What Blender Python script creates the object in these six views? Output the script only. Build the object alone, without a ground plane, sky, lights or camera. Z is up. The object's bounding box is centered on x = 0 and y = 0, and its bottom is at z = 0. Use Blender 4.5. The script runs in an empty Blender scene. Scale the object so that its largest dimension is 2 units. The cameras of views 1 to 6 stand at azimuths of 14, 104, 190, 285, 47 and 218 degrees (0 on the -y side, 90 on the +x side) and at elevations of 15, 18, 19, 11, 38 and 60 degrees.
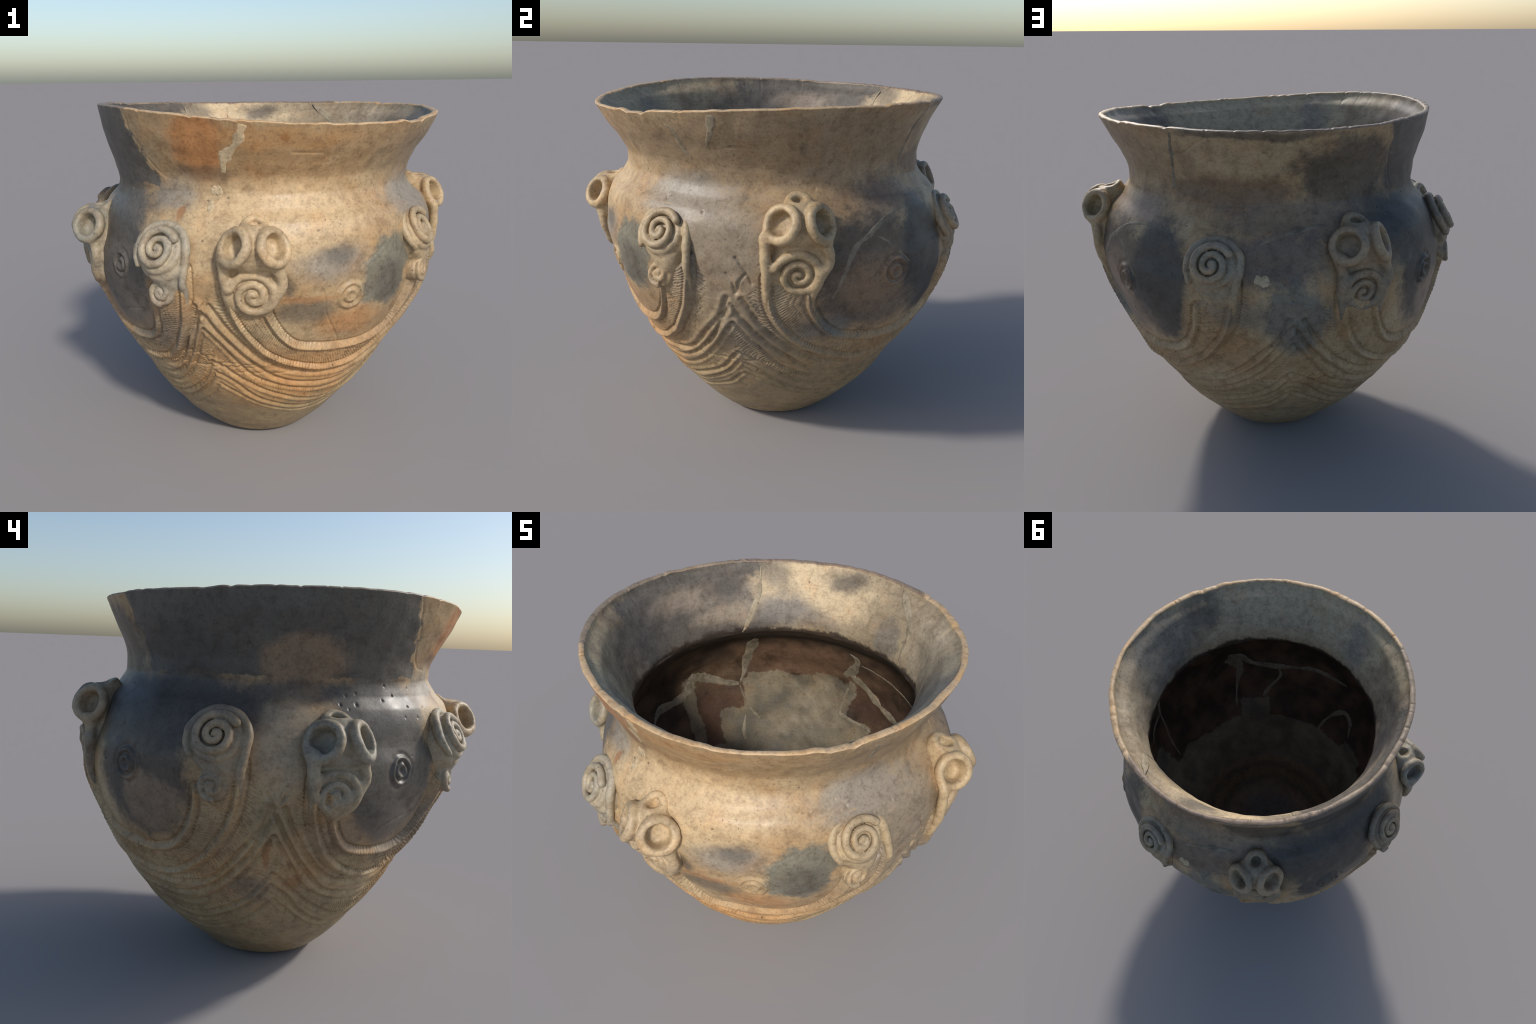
"""Neolithic-style clay vessel: flaring neck, bulging shoulder, tapering foot,
four twin-cupped lugs, four coiled spiral bosses and incised garlands between them."""
import bpy, math
import numpy as np

rng = np.random.default_rng(11)
TAU = 2 * math.pi

# ----------------------------------------------------------------------------
# helpers
# ----------------------------------------------------------------------------
def pchip(xk, yk, x):
    """Monotone cubic interpolation; yk may have trailing dimensions."""
    xk = np.asarray(xk, float); yk = np.asarray(yk, float)
    h = np.diff(xk); hs = h.reshape((-1,) + (1,) * (yk.ndim - 1))
    d = np.diff(yk, axis=0) / hs
    m = np.zeros_like(yk)
    w1 = 2 * hs[1:] + hs[:-1]; w2 = hs[1:] + 2 * hs[:-1]
    prod = d[:-1] * d[1:]
    with np.errstate(divide='ignore', invalid='ignore'):
        hm = (w1 + w2) / (w1 / d[:-1] + w2 / d[1:])
    m[1:-1] = np.where(prod > 0, hm, 0)
    m[0] = d[0]; m[-1] = d[-1]
    x = np.clip(x, xk[0], xk[-1])
    i = np.clip(np.searchsorted(xk, x, side='right') - 1, 0, len(xk) - 2)
    t = ((x - xk[i]) / h[i])
    tt = t.reshape(t.shape + (1,) * (yk.ndim - 1)); hh = h[i].reshape(tt.shape)
    return ((1 + 2 * tt) * (1 - tt) ** 2 * yk[i] + tt * (1 - tt) ** 2 * hh * m[i]
            + tt * tt * (3 - 2 * tt) * yk[i + 1] + tt * tt * (tt - 1) * hh * m[i + 1])

def smooth_path(pts, n=8):
    """Catmull-Rom through control points of any dimension."""
    P = np.asarray(pts, float)
    P = np.vstack([2 * P[0] - P[1], P, 2 * P[-1] - P[-2]])
    out = []
    for i in range(1, len(P) - 2):
        for t in np.linspace(0, 1, n, endpoint=False):
            a, b, c, d = P[i - 1], P[i], P[i + 1], P[i + 2]
            out.append(0.5 * (2 * b + (c - a) * t + (2 * a - 5 * b + 4 * c - d) * t * t
                              + (3 * b - a - 3 * c + d) * t ** 3))
    out.append(P[-2])
    return np.array(out)

def sstep(a, b, x):
    t = np.clip((x - a) / (b - a), 0, 1)
    return t * t * (3 - 2 * t)

class Lumps:
    """Smooth pseudo-noise: a sum of random plane waves."""
    def __init__(self, wavelength, n=14):
        d = rng.normal(size=(n, 3)); d /= np.linalg.norm(d, axis=1, keepdims=True)
        self.k = d * TAU / wavelength * rng.uniform(.6, 1.6, (n, 1))
        self.p = rng.uniform(0, TAU, n); self.n = n
    def __call__(self, x, y, z):
        o = 0
        for k, p in zip(self.k, self.p):
            o = o + np.sin(k[0] * x + k[1] * y + k[2] * z + p)
        return o / math.sqrt(self.n)

# ----------------------------------------------------------------------------
# the wall: radius as a function of azimuth and height
# (azimuth 0 = -y, 90 = +x).  Each row: height, mean radius, and how the
# cross-section is shifted (cos, sin), squashed (cos2, sin2) and three-cornered (cos3, sin3).
# ----------------------------------------------------------------------------
PROFILE = np.array([
    (0.000, 0.260, -0.003, 0.015, -0.001, -0.002, -0.003, 0.003), (0.030, 0.307, -0.006, 0.021, -0.003, 0.000, -0.002, -0.001),
    (0.080, 0.361, -0.009, 0.026, -0.004, 0.001, -0.002, -0.005), (0.150, 0.436, -0.012, 0.031, -0.002, -0.000, -0.001, -0.005),
    (0.250, 0.522, -0.014, 0.037, -0.001, -0.004, -0.002, -0.003), (0.350, 0.604, -0.012, 0.039, 0.002, -0.008, -0.004, 0.000),
    (0.450, 0.666, -0.010, 0.045, 0.007, -0.010, -0.006, 0.005), (0.600, 0.750, -0.006, 0.051, 0.010, -0.007, -0.009, 0.006),
    (0.750, 0.827, 0.001, 0.048, 0.008, -0.004, -0.004, 0.005), (0.900, 0.877, 0.006, 0.045, 0.004, -0.001, -0.003, 0.004),
    (1.000, 0.896, 0.011, 0.041, 0.003, -0.001, -0.005, 0.006), (1.080, 0.899, 0.017, 0.033, 0.005, -0.004, -0.006, 0.009),
    (1.160, 0.883, 0.025, 0.024, 0.006, -0.008, -0.005, 0.011), (1.240, 0.866, 0.031, 0.017, 0.003, -0.009, -0.002, 0.010),
    (1.300, 0.838, 0.033, 0.013, -0.002, -0.008, -0.002, 0.007), (1.360, 0.781, 0.032, 0.006, -0.005, -0.004, -0.000, 0.003),
    (1.420, 0.754, 0.028, 0.000, -0.000, -0.001, 0.000, -0.003), (1.480, 0.760, 0.025, -0.008, 0.004, -0.001, -0.000, -0.006),
    (1.560, 0.788, 0.029, -0.015, 0.005, -0.002, 0.001, -0.005), (1.640, 0.825, 0.038, -0.018, 0.005, -0.007, 0.004, -0.001),
    (1.744, 0.866, 0.056, -0.014, -0.002, -0.009, 0.001, -0.002)])
# hand-built unevenness: azimuth, height, spread (deg, m), outward push
UNEVEN = [(288, 1.0, 14, .25, .022), (345, 1.02, 12, .2, .015), (324, .58, 18, .2, .022), (272, .58, 16, .2, -.020),
          (53, .92, 12, .2, .020), (129, .94, 13, .18, -.016), (168, 1.20, 10, .08, .014), (35, .62, 15, .14, -.012), (45, 1.5, 22, .12, -.012),
          (222, .55, 14, .12, .010), (125, .72, 18, .14, -.011)]
RIM_Z = (1.748, -.0235, .004, .003, .0173, .003, .0015)
Z_NECK, Z_RIM = 1.42, 1.744

def harmonics(az):
    th = np.radians(az) - math.pi / 2
    return np.stack([np.ones_like(th), np.cos(th), np.sin(th), np.cos(2 * th), np.sin(2 * th),
                     np.cos(3 * th), np.sin(3 * th)], -1)

def bump_az(az, a, w):
    d = (az - a + 180) % 360 - 180
    return np.exp(-(d / w) ** 2)

def rim_height(az):
    th = np.radians(az) - math.pi / 2
    h = RIM_Z[0] + RIM_Z[1] * np.cos(th) + RIM_Z[2] * np.sin(th) + RIM_Z[3] * np.cos(2 * th) \
        + RIM_Z[4] * np.sin(2 * th) + RIM_Z[5] * np.cos(3 * th) + RIM_Z[6] * np.sin(3 * th)
    return h

def radius(az, zn):
    """Outer radius; az and zn broadcast together."""
    az, zn = np.broadcast_arrays(np.asarray(az, float), np.asarray(zn, float))
    c = pchip(PROFILE[:, 0], PROFILE[:, 1:], zn.ravel()).reshape(zn.shape + (7,))
    r = (c * harmonics(az)).sum(-1)
    for a, z, ha, hz, k in UNEVEN:
        d = (az - a + 180) % 360 - 180
        r = r + k * np.exp(-(d / ha) ** 2 - ((zn - z) / hz) ** 2)
    return r

def true_z(az, zn):
    k = (rim_height(az) - Z_NECK) / (Z_RIM - Z_NECK)
    return np.where(zn > Z_NECK, Z_NECK + (zn - Z_NECK) * k, zn)

def wall(az, z, off=0.0):
    """World point on the outer wall, pushed out along its normal by off."""
    az = np.asarray(az, float); z = np.asarray(z, float)
    r = radius(az, z); dr = (radius(az, z + .004) - radius(az, z - .004)) / .008
    s = 1 / np.sqrt(1 + dr * dr)
    a = np.radians(az); rr = r + off * s; zz = true_z(az, z) - off * dr * s
    return np.stack([rr * np.sin(a), -rr * np.cos(a), zz], -1)

# ----------------------------------------------------------------------------
# decoration layout
# ----------------------------------------------------------------------------
# garlands hang between chevron peaks; in each: a lug, a ring and a boss
PEAKS = [-4.0, 92.0, 195.5, 285.5, 356.0]
LUGS = [dict(az=13.0, z=1.230, out=.950, coil=.908), dict(az=110.5, z=1.295, out=.962, coil=.948),
        dict(az=215.0, z=1.270, out=.938, coil=.928), dict(az=301.5, z=1.205, out=.918, coil=.898)]
BOSSES = [dict(az=346.0, z=1.185, out=.962), dict(az=71.0, z=1.205, out=.962),
          dict(az=173.0, z=1.185, out=.982), dict(az=270.0, z=1.205, out=.962)]
RINGS = [(324, 1.052, .056, 1.0), (42, .962, .058, .9), (140, 1.027, .060, 1.1), (242, 1.043, .060, 1.2)]

# garland lines in (fraction across the garland, height)
LINES = {
    'inner_rope': [(.205, .985), (.215, .905), (.24, .832), (.27, .775), (.32, .725), (.41, .698), (.49, .690),
                   (.58, .690), (.66, .716), (.715, .775), (.745, .849), (.76, .915), (.765, .985)],
    'outer_rope': [(.096, 1.04), (.100, .925), (.118, .844), (.150, .768), (.198, .692), (.25, .645), (.30, .612),
                   (.385, .574), (.47, .558), (.56, .562), (.65, .592), (.72, .650), (.77, .705), (.845, .853),
                   (.872, .986), (.876, 1.10)],
    'groove_1': [(.030, .930), (.074, .819), (.132, .718), (.20, .634), (.29, .568), (.385, .535), (.51, .518),
                 (.62, .520), (.735, .542), (.815, .605), (.89, .718), (.956, .829), (.985, .93)],
    'groove_2': [(.004, .885), (.042, .792), (.10, .690), (.165, .606), (.258, .515), (.365, .474), (.51, .455),
                 (.64, .458), (.74, .505), (.82, .570), (.92, .711), (.995, .90)],
    'groove_3': [(.0, .80), (.055, .690), (.15, .536), (.265, .466), (.38, .426), (.53, .402), (.66, .408),
                 (.80, .490), (.91, .625), (.97, .744), (.997, .80)],
    'groove_4': [(.0, .602), (.045, .565), (.145, .477), (.265, .400), (.41, .344), (.54, .322), (.67, .340),
                 (.82, .408), (.92, .484), (.998, .610)],
    'groove_5': [(.006, .530), (.07, .487), (.142, .407), (.24, .340), (.41, .282), (.60, .278), (.78, .345),
                 (.92, .440), (.995, .545)],
    'groove_6': [(.008, .458), (.138, .362), (.243, .296), (.368, .257), (.515, .235), (.65, .237), (.79, .290),
                 (.91, .355), (.99, .445)],
}
# the ropes lean a little differently in each garland: (left, right) shift of the fraction
LEAN = {'outer_rope': [(0, 0), (0, -.035), (.050, .025), (.030, .080)],
        'inner_rope': [(0, 0), (0, -.030), (.060, 0), (0, .025)]}
def garland_line(name, g, n=6):
    a0, a1 = PEAKS[g], PEAKS[g + 1]
    P = np.array(LINES[name])
    if name in LEAN:
        l, r = LEAN[name][g]; k = sstep(.25, .75, P[:, 0])
        P[:, 0] += l * (1 - k) + r * k
    P[:, 0] = a0 + (a1 - a0) * P[:, 0]
    return smooth_path(P, n)
def rope_az(name, g, z, right):
    """Azimuth at which a rope's left or right leg passes a height."""
    P = garland_line(name, g); low = int(P[:, 1].argmin())
    leg = P[low:] if right else P[:low + 1][::-1]
    return float(np.interp(z, leg[:, 1], leg[:, 0]))

# ----------------------------------------------------------------------------
# relief on the outer body, computed on a dense azimuth x height grid
# ----------------------------------------------------------------------------
NA = 1408
AZ = np.arange(NA) * 360.0 / NA

def arc_rows(z0, z1, step):
    z = np.linspace(z0, z1, 2000)
    c = pchip(PROFILE[:, 0], PROFILE[:, 1], z)
    s = np.concatenate([[0], np.cumsum(np.hypot(np.diff(z), np.diff(c)))])
    n = int(s[-1] / step) + 1
    return np.interp(np.linspace(0, s[-1], n), s, z)

ZB = arc_rows(0.0, Z_NECK, .0040)
NB = len(ZB)
RB = radius(AZ[None, :], ZB[:, None])
_mr = pchip(PROFILE[:, 0], PROFILE[:, 1], ZB)
STRETCH = np.sqrt(1 + np.gradient(_mr, ZB) ** 2)      # surface length per unit height

def path_field(path, reach):
    """Distance, signed distance and running length from a path of (az, z) on the wall."""
    D = np.full((NB, NA), 9.0, np.float32); S = np.zeros_like(D); L = np.zeros_like(D)
    run = 0.0
    for (a0, z0), (a1, z1) in zip(path[:-1], path[1:]):
        zm = .5 * (z0 + z1)
        r = float(np.interp(zm, ZB, _mr)); st = float(np.interp(zm, ZB, STRETCH))
        kx = math.radians(1) * r
        sx, sy = (a1 - a0) * kx, (z1 - z0) * st
        ln = math.hypot(sx, sy)
        if ln < 1e-7: continue
        j0 = int(math.floor((min(a0, a1) - reach / kx) * NA / 360)); j1 = int(math.ceil((max(a0, a1) + reach / kx) * NA / 360))
        i0 = np.searchsorted(ZB, min(z0, z1) - reach / st); i1 = np.searchsorted(ZB, max(z0, z1) + reach / st)
        if i1 <= i0: run += ln; continue
        jj = np.arange(j0, j1 + 1)
        px = (jj * 360.0 / NA - a0)[None, :] * kx; py = (ZB[i0:i1] - z0)[:, None] * st
        t = np.clip((px * sx + py * sy) / (ln * ln), 0, 1)
        dx, dy = px - t * sx, py - t * sy
        d = np.hypot(dx, dy).astype(np.float32)
        ix = np.ix_(np.arange(i0, i1), jj % NA)
        old = D[ix]; better = d < old
        cr = np.where((sx * py - sy * px) > 0, d, -d)
        D[ix] = np.where(better, d, old)
        S[ix] = np.where(better, cr, S[ix]); L[ix] = np.where(better, run + t * ln, L[ix])
        run += ln
    return D, S, L

def inside(poly):
    """Even-odd fill of a closed (az, z) outline on the grid."""
    M = np.zeros((NB, NA), bool)
    for (a0, z0), (a1, z1) in zip(poly, np.roll(poly, -1, axis=0)):
        if a0 == a1: continue
        lo, hi = min(a0, a1), max(a0, a1)
        jj = np.arange(math.ceil(lo * NA / 360), math.ceil(hi * NA / 360))
        if len(jj) == 0: continue
        zc = z0 + (jj * 360.0 / NA - a0) / (a1 - a0) * (z1 - z0)
        M[:, jj % NA] ^= ZB[:, None] >= zc[None, :]
    return M

def soften(F, n=2):
    F = F.astype(np.float32)
    for _ in range(n):
        F = (F + np.roll(F, 1, 1) + np.roll(F, -1, 1)) / 3
        G = F.copy(); G[1:-1] = (F[1:-1] + F[:-2] + F[2:]) / 3; F = G
    return F

ar = np.radians(AZ)[None, :]
GX, GY, GZ = RB * np.sin(ar), -RB * np.cos(ar), np.broadcast_to(ZB[:, None], RB.shape)
fade_low = sstep(.0, .10, GZ)

relief = np.zeros((NB, NA), np.float32)
relief += .0045 * Lumps(.55)(GX, GY, GZ) * fade_low + .0016 * Lumps(.16)(GX, GY, GZ) * fade_low
tool = Lumps(.05)(GX, GY, GZ)                    # hand tremble of the tools
wander = Lumps(.09)(GX, GY, GZ)

rough_hand = np.clip(.75 + .45 * Lumps(.22)(GX, GY, GZ), .1, 1.4)
def hatch(L, S, spacing, slant):
    ph = (L + slant * S) / spacing + .22 * wander
    return -np.clip(np.cos(TAU * ph), 0, 1) ** 1.5

for g in range(4):
    P = {k: garland_line(k, g) for k in LINES}
    D1, S1, L1 = path_field(P['inner_rope'], .10)
    D2, S2, L2 = path_field(P['outer_rope'], .16)
    band = soften(inside(np.vstack([P['inner_rope'], P['outer_rope'][::-1]])), 2)
    # the raised strap between the two ropes swells towards its ends
    mid = .5 * (PEAKS[g] + PEAKS[g + 1]); half = .5 * (PEAKS[g + 1] - PEAKS[g])
    da = np.abs((AZ[None, :] - mid + 180) % 360 - 180) / half
    relief += band * (.008 + .016 * sstep(.35, .62, da) * sstep(.72, .95, GZ))
    cut = .0050 * band * sstep(.010, .018, D1) * sstep(.010, .018, D2)
    relief += cut * hatch(L2, S2, .0150, .55) * (.75 + .3 * tool)
    # ropes: round ridge, finger nicks along the lower flank
    for D, S, L, h, w in ((D1, S1, L1, .018, .0130), (D2, S2, L2, .016, .0145)):
        ridge = np.exp(-(D / w) ** 2)
        relief += h * ridge * (1 - .16 * rough_hand * (.5 + .5 * np.cos(TAU * (L / .019 + .5 * wander))))
        side = np.exp(-((S - .020) / .0075) ** 2) + .6 * np.exp(-((S + .022) / .006) ** 2)
        relief -= .0070 * rough_hand * side * np.clip(np.cos(TAU * (L / .0175 + .45 * wander)) + .1, 0, 1.1)
        relief -= .0065 * np.exp(-((np.abs(S) - w * 1.8) / .006) ** 2)
    # hatched strips
    strip = soften(inside(np.vstack([P['outer_rope'], P['groove_1'][::-1]])), 1)
    relief += .0050 * strip * sstep(.022, .032, D2) * sstep(.095, .06, D2) * hatch(L2, S2, .0155, -.35)
    D3, S3, L3 = path_field(P['groove_3'], .16)
    strip = soften(inside(np.vstack([P['groove_3'], P['groove_4'][::-1]])), 1)
    relief += .0032 * strip * hatch(L3, S3, .0135, .25) * sstep(.008, .014, D3)
    # long drawn grooves with soft ridges between them
    for k, dep, w in (('groove_1', .0120, .0110), ('groove_2', .0115, .0105), ('groove_3', .0085, .0095),
                      ('groove_4', .0085, .0095), ('groove_5', .0085, .0095), ('groove_6', .0060, .0085)):
        D, S, L = path_field(P[k], .05)
        relief -= dep * np.exp(-(D / w) ** 2) * (1 + .25 * tool)
        relief += dep * .42 * np.exp(-((np.abs(S) - 2.1 * w) / (1.1 * w)) ** 2)

# pinched knots above the chevron peaks
for a, z in ((355.8, .93), (93.5, 1.02), (195, 1.085), (285.5, .955)):
    d = np.hypot(((AZ[None, :] - a + 180) % 360 - 180) * math.radians(1) * .9, GZ - z)
    relief += .012 * np.exp(-(d / .03) ** 2)
    for s in (-1, 1):
        D, S, L = path_field(np.array([(a + s * 2.6, z + .03), (a + s * .8, z - .005), (a + s * .3, z - .06)]), .03)
        relief -= .007 * np.exp(-(D / .007) ** 2)

# small double rings in the middle of the smooth panels
for a, z, R, k in RINGS:
    d = np.hypot(((AZ[None, :] - a + 180) % 360 - 180) * math.radians(1) * .88, (GZ - z))
    for rr, hh in ((R, .0065), (R * .46, .0065)):
        relief += k * hh * np.exp(-((d - rr) / .0085) ** 2)
    relief -= k * .006 * np.exp(-((d - R * .73) / .008) ** 2) + k * .007 * np.exp(-(d / .012) ** 2)
    relief += k * .005 * np.exp(-(d / (R * 1.3)) ** 2) + k * .0025 * tool * np.exp(-(d / (R * 1.4)) ** 4)
    relief -= k * .004 * np.exp(-((d - R * 1.32) / .010) ** 2)

# old breaks: thin irregular cracks and mend lines
CRACKS = [([(343.6, .652), (347.2, .658), (352.1, .634), (354.6, .602), (359.5, .574), (6, .545)], .005, .006),
          ([(32.5, 1.01), (33.7, .967), (34.5, .897), (37.4, .82), (41.8, .719)], .004, .005),
          ([(93.5, 1.13), (95.6, 1.08), (97.1, 1.041), (97.9, 1.01)], .008, .006),
          ([(156.2, 1.415), (165.2, 1.405), (173, 1.408), (181, 1.417)], .003, .006),
          ([(318, .80), (325, .83), (331, .85), (337, .87)], .003, .005),
          ([(53.7, 1.179), (50, 1.14), (45.2, 1.101), (44.4, 1.085)], .0025, .007),
          ([(140, .86), (146, .875), (150, .89)], .004, .006)]
for pts, dep, w in CRACKS:
    p = smooth_path(pts, 6); p = p + rng.normal(0, .0035, p.shape) * np.array([20, 1])* .5
    D, S, L = path_field(p, .03)
    relief -= dep * np.exp(-(D / w) ** 2)
# pits left by burnt-out temper
PITS = [(322.2, 1.402), (309.7, 1.326), (319.9, 1.34), (329.8, 1.314), (334.1, 1.389), (306.8, 1.363), (304.4, 1.329),
        (333.2, 1.269), (66, 1.36), (69, 1.33), (83, 1.30), (58, 1.33), (100, 1.10), (325, 1.36)]
PITS = [(a, z, rng.uniform(.004, .0075), rng.uniform(.003, .006)) for a, z in PITS] + \
       [(rng.uniform(0, 360), rng.uniform(.3, 1.4), rng.uniform(.003, .006), rng.uniform(.0015, .004)) for _ in range(260)]
for a, z, w, dep in PITS:
    i0, i1 = np.searchsorted(ZB, [z - 4 * w, z + 4 * w]); c = int(a * NA / 360)
    jj = np.arange(c - 10, c + 11)
    d2 = (((jj * 360.0 / NA - a) * math.radians(1) * .88)[None, :] / w) ** 2 + ((ZB[i0:i1, None] - z) / w) ** 2
    relief[np.ix_(np.arange(i0, i1), jj % NA)] -= dep * np.exp(-d2)

relief = np.clip(relief, -.016, .05)

# ----------------------------------------------------------------------------
# materials
# ----------------------------------------------------------------------------
TAN, PALE, SAND = (.375, .25, .13), (.54, .40, .235), (.42, .315, .185)
ORANGE, BROWN, RUST = (.43, .20, .075), (.17, .115, .075), (.30, .135, .05)
GREY, DARK, BLUE, OLIVE = (.105, .097, .084), (.066, .061, .056), (.058, .054, .050), (.295, .225, .125)
STEEL, GREEN, PLASTER = (.24, .225, .20), (.20, .185, .125), (.46, .385, .26)

class Nodes:
    def __init__(self, tree): self.t = tree
    def add(self, kind, **kw):
        n = self.t.nodes.new(kind)
        for k, v in kw.items(): setattr(n, k, v)
        return n
    def put(self, sock, v):
        if hasattr(v, 'is_output'): self.t.links.new(v, sock)
        else: sock.default_value = v
    def m(self, op, a, b=0.0, c=0.0, clamp=False):
        n = self.add('ShaderNodeMath', operation=op, use_clamp=clamp)
        for s, v in zip(n.inputs, (a, b, c)): self.put(s, v)
        return n.outputs[0]
    def vm(self, op, a, b):
        n = self.add('ShaderNodeVectorMath', operation=op)
        self.put(n.inputs[0], a); self.put(n.inputs[1], b)
        return n.outputs[0]
    def step(self, x, lo, hi):
        n = self.add('ShaderNodeMapRange', interpolation_type='SMOOTHSTEP')
        self.put(n.inputs[0], x); self.put(n.inputs[1], lo); self.put(n.inputs[2], hi)
        return n.outputs[0]
    def noise(self, vec, scale, detail=4, rough=.55, col=False):
        n = self.add('ShaderNodeTexNoise'); self.put(n.inputs['Vector'], vec)
        n.inputs['Scale'].default_value = scale; n.inputs['Detail'].default_value = detail
        n.inputs['Roughness'].default_value = rough
        return n.outputs['Color' if col else 'Fac']
    def mix(self, f, a, b, mode='MIX'):
        n = self.add('ShaderNodeMix', data_type='RGBA', blend_type=mode)
        rgba = lambda v: v if hasattr(v, 'is_output') else (*v, 1)
        self.put(n.inputs[0], f); self.put(n.inputs[6], rgba(a)); self.put(n.inputs[7], rgba(b))
        return n.outputs[2]
    def scale(self, vec, s):
        n = self.add('ShaderNodeMapping'); self.put(n.inputs[0], vec); n.inputs[3].default_value = s
        return n.outputs[0]

# patches: azimuth, height, half-width (deg), half-height (m), softness, colour, strength, ragged edge, box?, shear
OUTER_PATCHES = [
    # broad warm and olive fields
    (180, .10, 400, .36, .35, OLIVE, .75, .35, 1, 0),
    (40, .54, 30, .18, .8, (.46, .25, .105), .55, .9, 0, 0),
    (98, .95, 34, .42, .6, (.275, .215, .145), .60, .8, 0, 0), (95, .50, 34, .22, .7, (.31, .235, .135), .55, .8, 0, 0),
    (15, .48, 32, .17, .8, (.46, .255, .10), .55, .9, 0, 0),
    (20, 1.30, 26, .15, .6, PALE, .85, .5, 0, 0),
    (355, 1.22, 14, .17, .7, PALE, .45, .6, 0, 0),
    # neck
    (356, 1.63, 8, .14, .5, ORANGE, .85, .6, 0, 0), (25, 1.66, 20, .05, .8, (.46, .25, .10), .45, .9, 0, 0),
    (355, 1.50, 12, .035, .7, BROWN, .65, .7, 0, 0),
    (75, 1.50, 22, .10, .9, (.25, .185, .11), .45, .8, 0, 0),
    (105, 1.58, 50, .16, .5, (.29, .215, .135), .75, .5, 0, 0),
    (178, 1.66, 24, .12, .4, SAND, .9, .5, 0, 0), (174, 1.47, 24, .07, .6, BROWN, .8, .8, 0, 0),
    (216, 1.55, 18, .16, .5, DARK, .8, .8, 0, 0), (183, 1.735, 22, .018, .6, DARK, .7, .7, 0, 0),
    (160, 1.60, 3, .06, .8, BROWN, .5, .6, 0, 0),
    (282.5, 1.62, 50, .185, .03, GREY, .97, .16, 1, 24), (250, 1.50, 22, .12, .8, DARK, .7, .7, 0, 0),
    (293, 1.50, 14, .105, .30, (.25, .175, .11), .85, .5, 0, 0),
    (275, 1.66, 30, .06, .9, DARK, .35, .8, 0, 0),
    # shoulder
    (75, 1.36, 14, .09, .9, STEEL, .75, .8, 0, 0), (86, 1.16, 15, .20, .7, (.255, .21, .155), .75, .8, 0, 0),
    (345, 1.40, 9, .06, .8, STEEL, .7, .8, 0, 0),
    (319, 1.33, 18, .14, .45, GREY, .95, .6, 0, 0), (322, 1.02, 17, .27, .18, (.095, .089, .081), .93, .25, 0, 0),
    (250, 1.30, 36, .15, .5, BLUE, .95, .5, 0, 0), (226, 1.25, 14, .17, .6, BLUE, .7, .7, 0, 0),
    (290, 1.38, 16, .05, .7, DARK, .7, .7, 0, 0), (289, 1.16, 9, .17, .5, (.36, .28, .185), .8, .7, 0, 0),
    (130, 1.34, 12, .05, .9, BROWN, .5, .9, 0, 0), (142, 1.36, 10, .08, .9, (.13, .10, .085), .6, .8, 0, 0),
    (196, 1.36, 24, .07, .7, (.20, .155, .115), .75, .8, 0, 0),
    (190, 1.20, 16, .11, .6, (.11, .092, .082), .85, .9, 0, 0),
    # panels between the garlands
    (36, 1.13, 10, .07, .9, STEEL, .7, .7, 0, 0), (37, 1.17, 5, .05, .9, GREY, .7, .6, 0, 0),
    (56, 1.05, 10, .17, .22, (.17, .165, .13), .92, .55, 0, -12), (57, 1.00, 6, .10, .7, DARK, .55, .9, 0, 0),
    (28, .90, 9, .06, .8, (.14, .115, .085), .8, .9, 0, 0), (44, .82, 10, .06, .8, ORANGE, .5, .9, 0, 0),
    (22, 1.04, 3, .05, .8, DARK, .7, .9, 0, 0), (28, .965, 9, .018, .7, ORANGE, .4, .6, 0, 0),
    (132, 1.02, 18, .27, .30, (.10, .078, .060), .93, .5, 0, 0), (134, .98, 11, .13, .9, (.24, .165, .105), .85, 1.1, 0, 0),
    (154, 1.05, 11, .28, .25, (.068, .063, .057), .97, .3, 0, 0), (143, .84, 9, .08, .8, (.20, .15, .11), .6, .9, 0, 0),
    (246, 1.02, 16, .26, .30, (.072, .064, .056), .93, .45, 0, 0), (249, .90, 11, .11, .35, (.26, .19, .13), .8, .9, 0, 0),
    (236, 1.0, 4, .20, .6, DARK, .6, .5, 0, 0),
    # chevron fields
    (196, .93, 9, .16, .5, (.155, .155, .135), .85, .8, 0, 0), (180, .96, 8, .07, .8, (.15, .14, .12), .6, .9, 0, 0),
    (285, .86, 7, .10, .8, GREEN, .5, .8, 0, 0), (283.8, .70, 1.2, .07, .6, RUST, .7, .4, 0, 0),
    (292.5, .55, 3, .03, .8, RUST, .6, .6, 0, 0), (277, .52, 7, .05, .8, (.19, .15, .12), .6, .9, 0, 0),
    (262, .80, 10, .10, 1., (.20, .15, .10), .5, 1., 0, 0), (335, .76, 14, .12, .8, (.20, .165, .13), .65, .9, 0, 0),
    (305, .78, 9, .08, .8, (.24, .175, .125), .6, .8, 0, 0), (345, .80, 10, .14, .8, (.24, .19, .135), .5, .9, 0, 0),
    (97, .74, 9, .18, .9, (.25, .215, .165), .55, .9, 0, 0), (120, .78, 9, .06, .8, (.17, .165, .15), .7, .7, 0, 0),
    (349.6, 1.336, 1.6, .024, .5, RUST, .7, .4, 0, 0), (22, 1.66, 1.2, .02, .6, RUST, .7, .4, 0, 0),
    (112, 1.58, 1.3, .03, .7, BROWN, .5, .5, 0, 0), (10, 1.12, 6, .05, .9, (.28, .21, .15), .4, .8, 0, 0),
]
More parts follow.
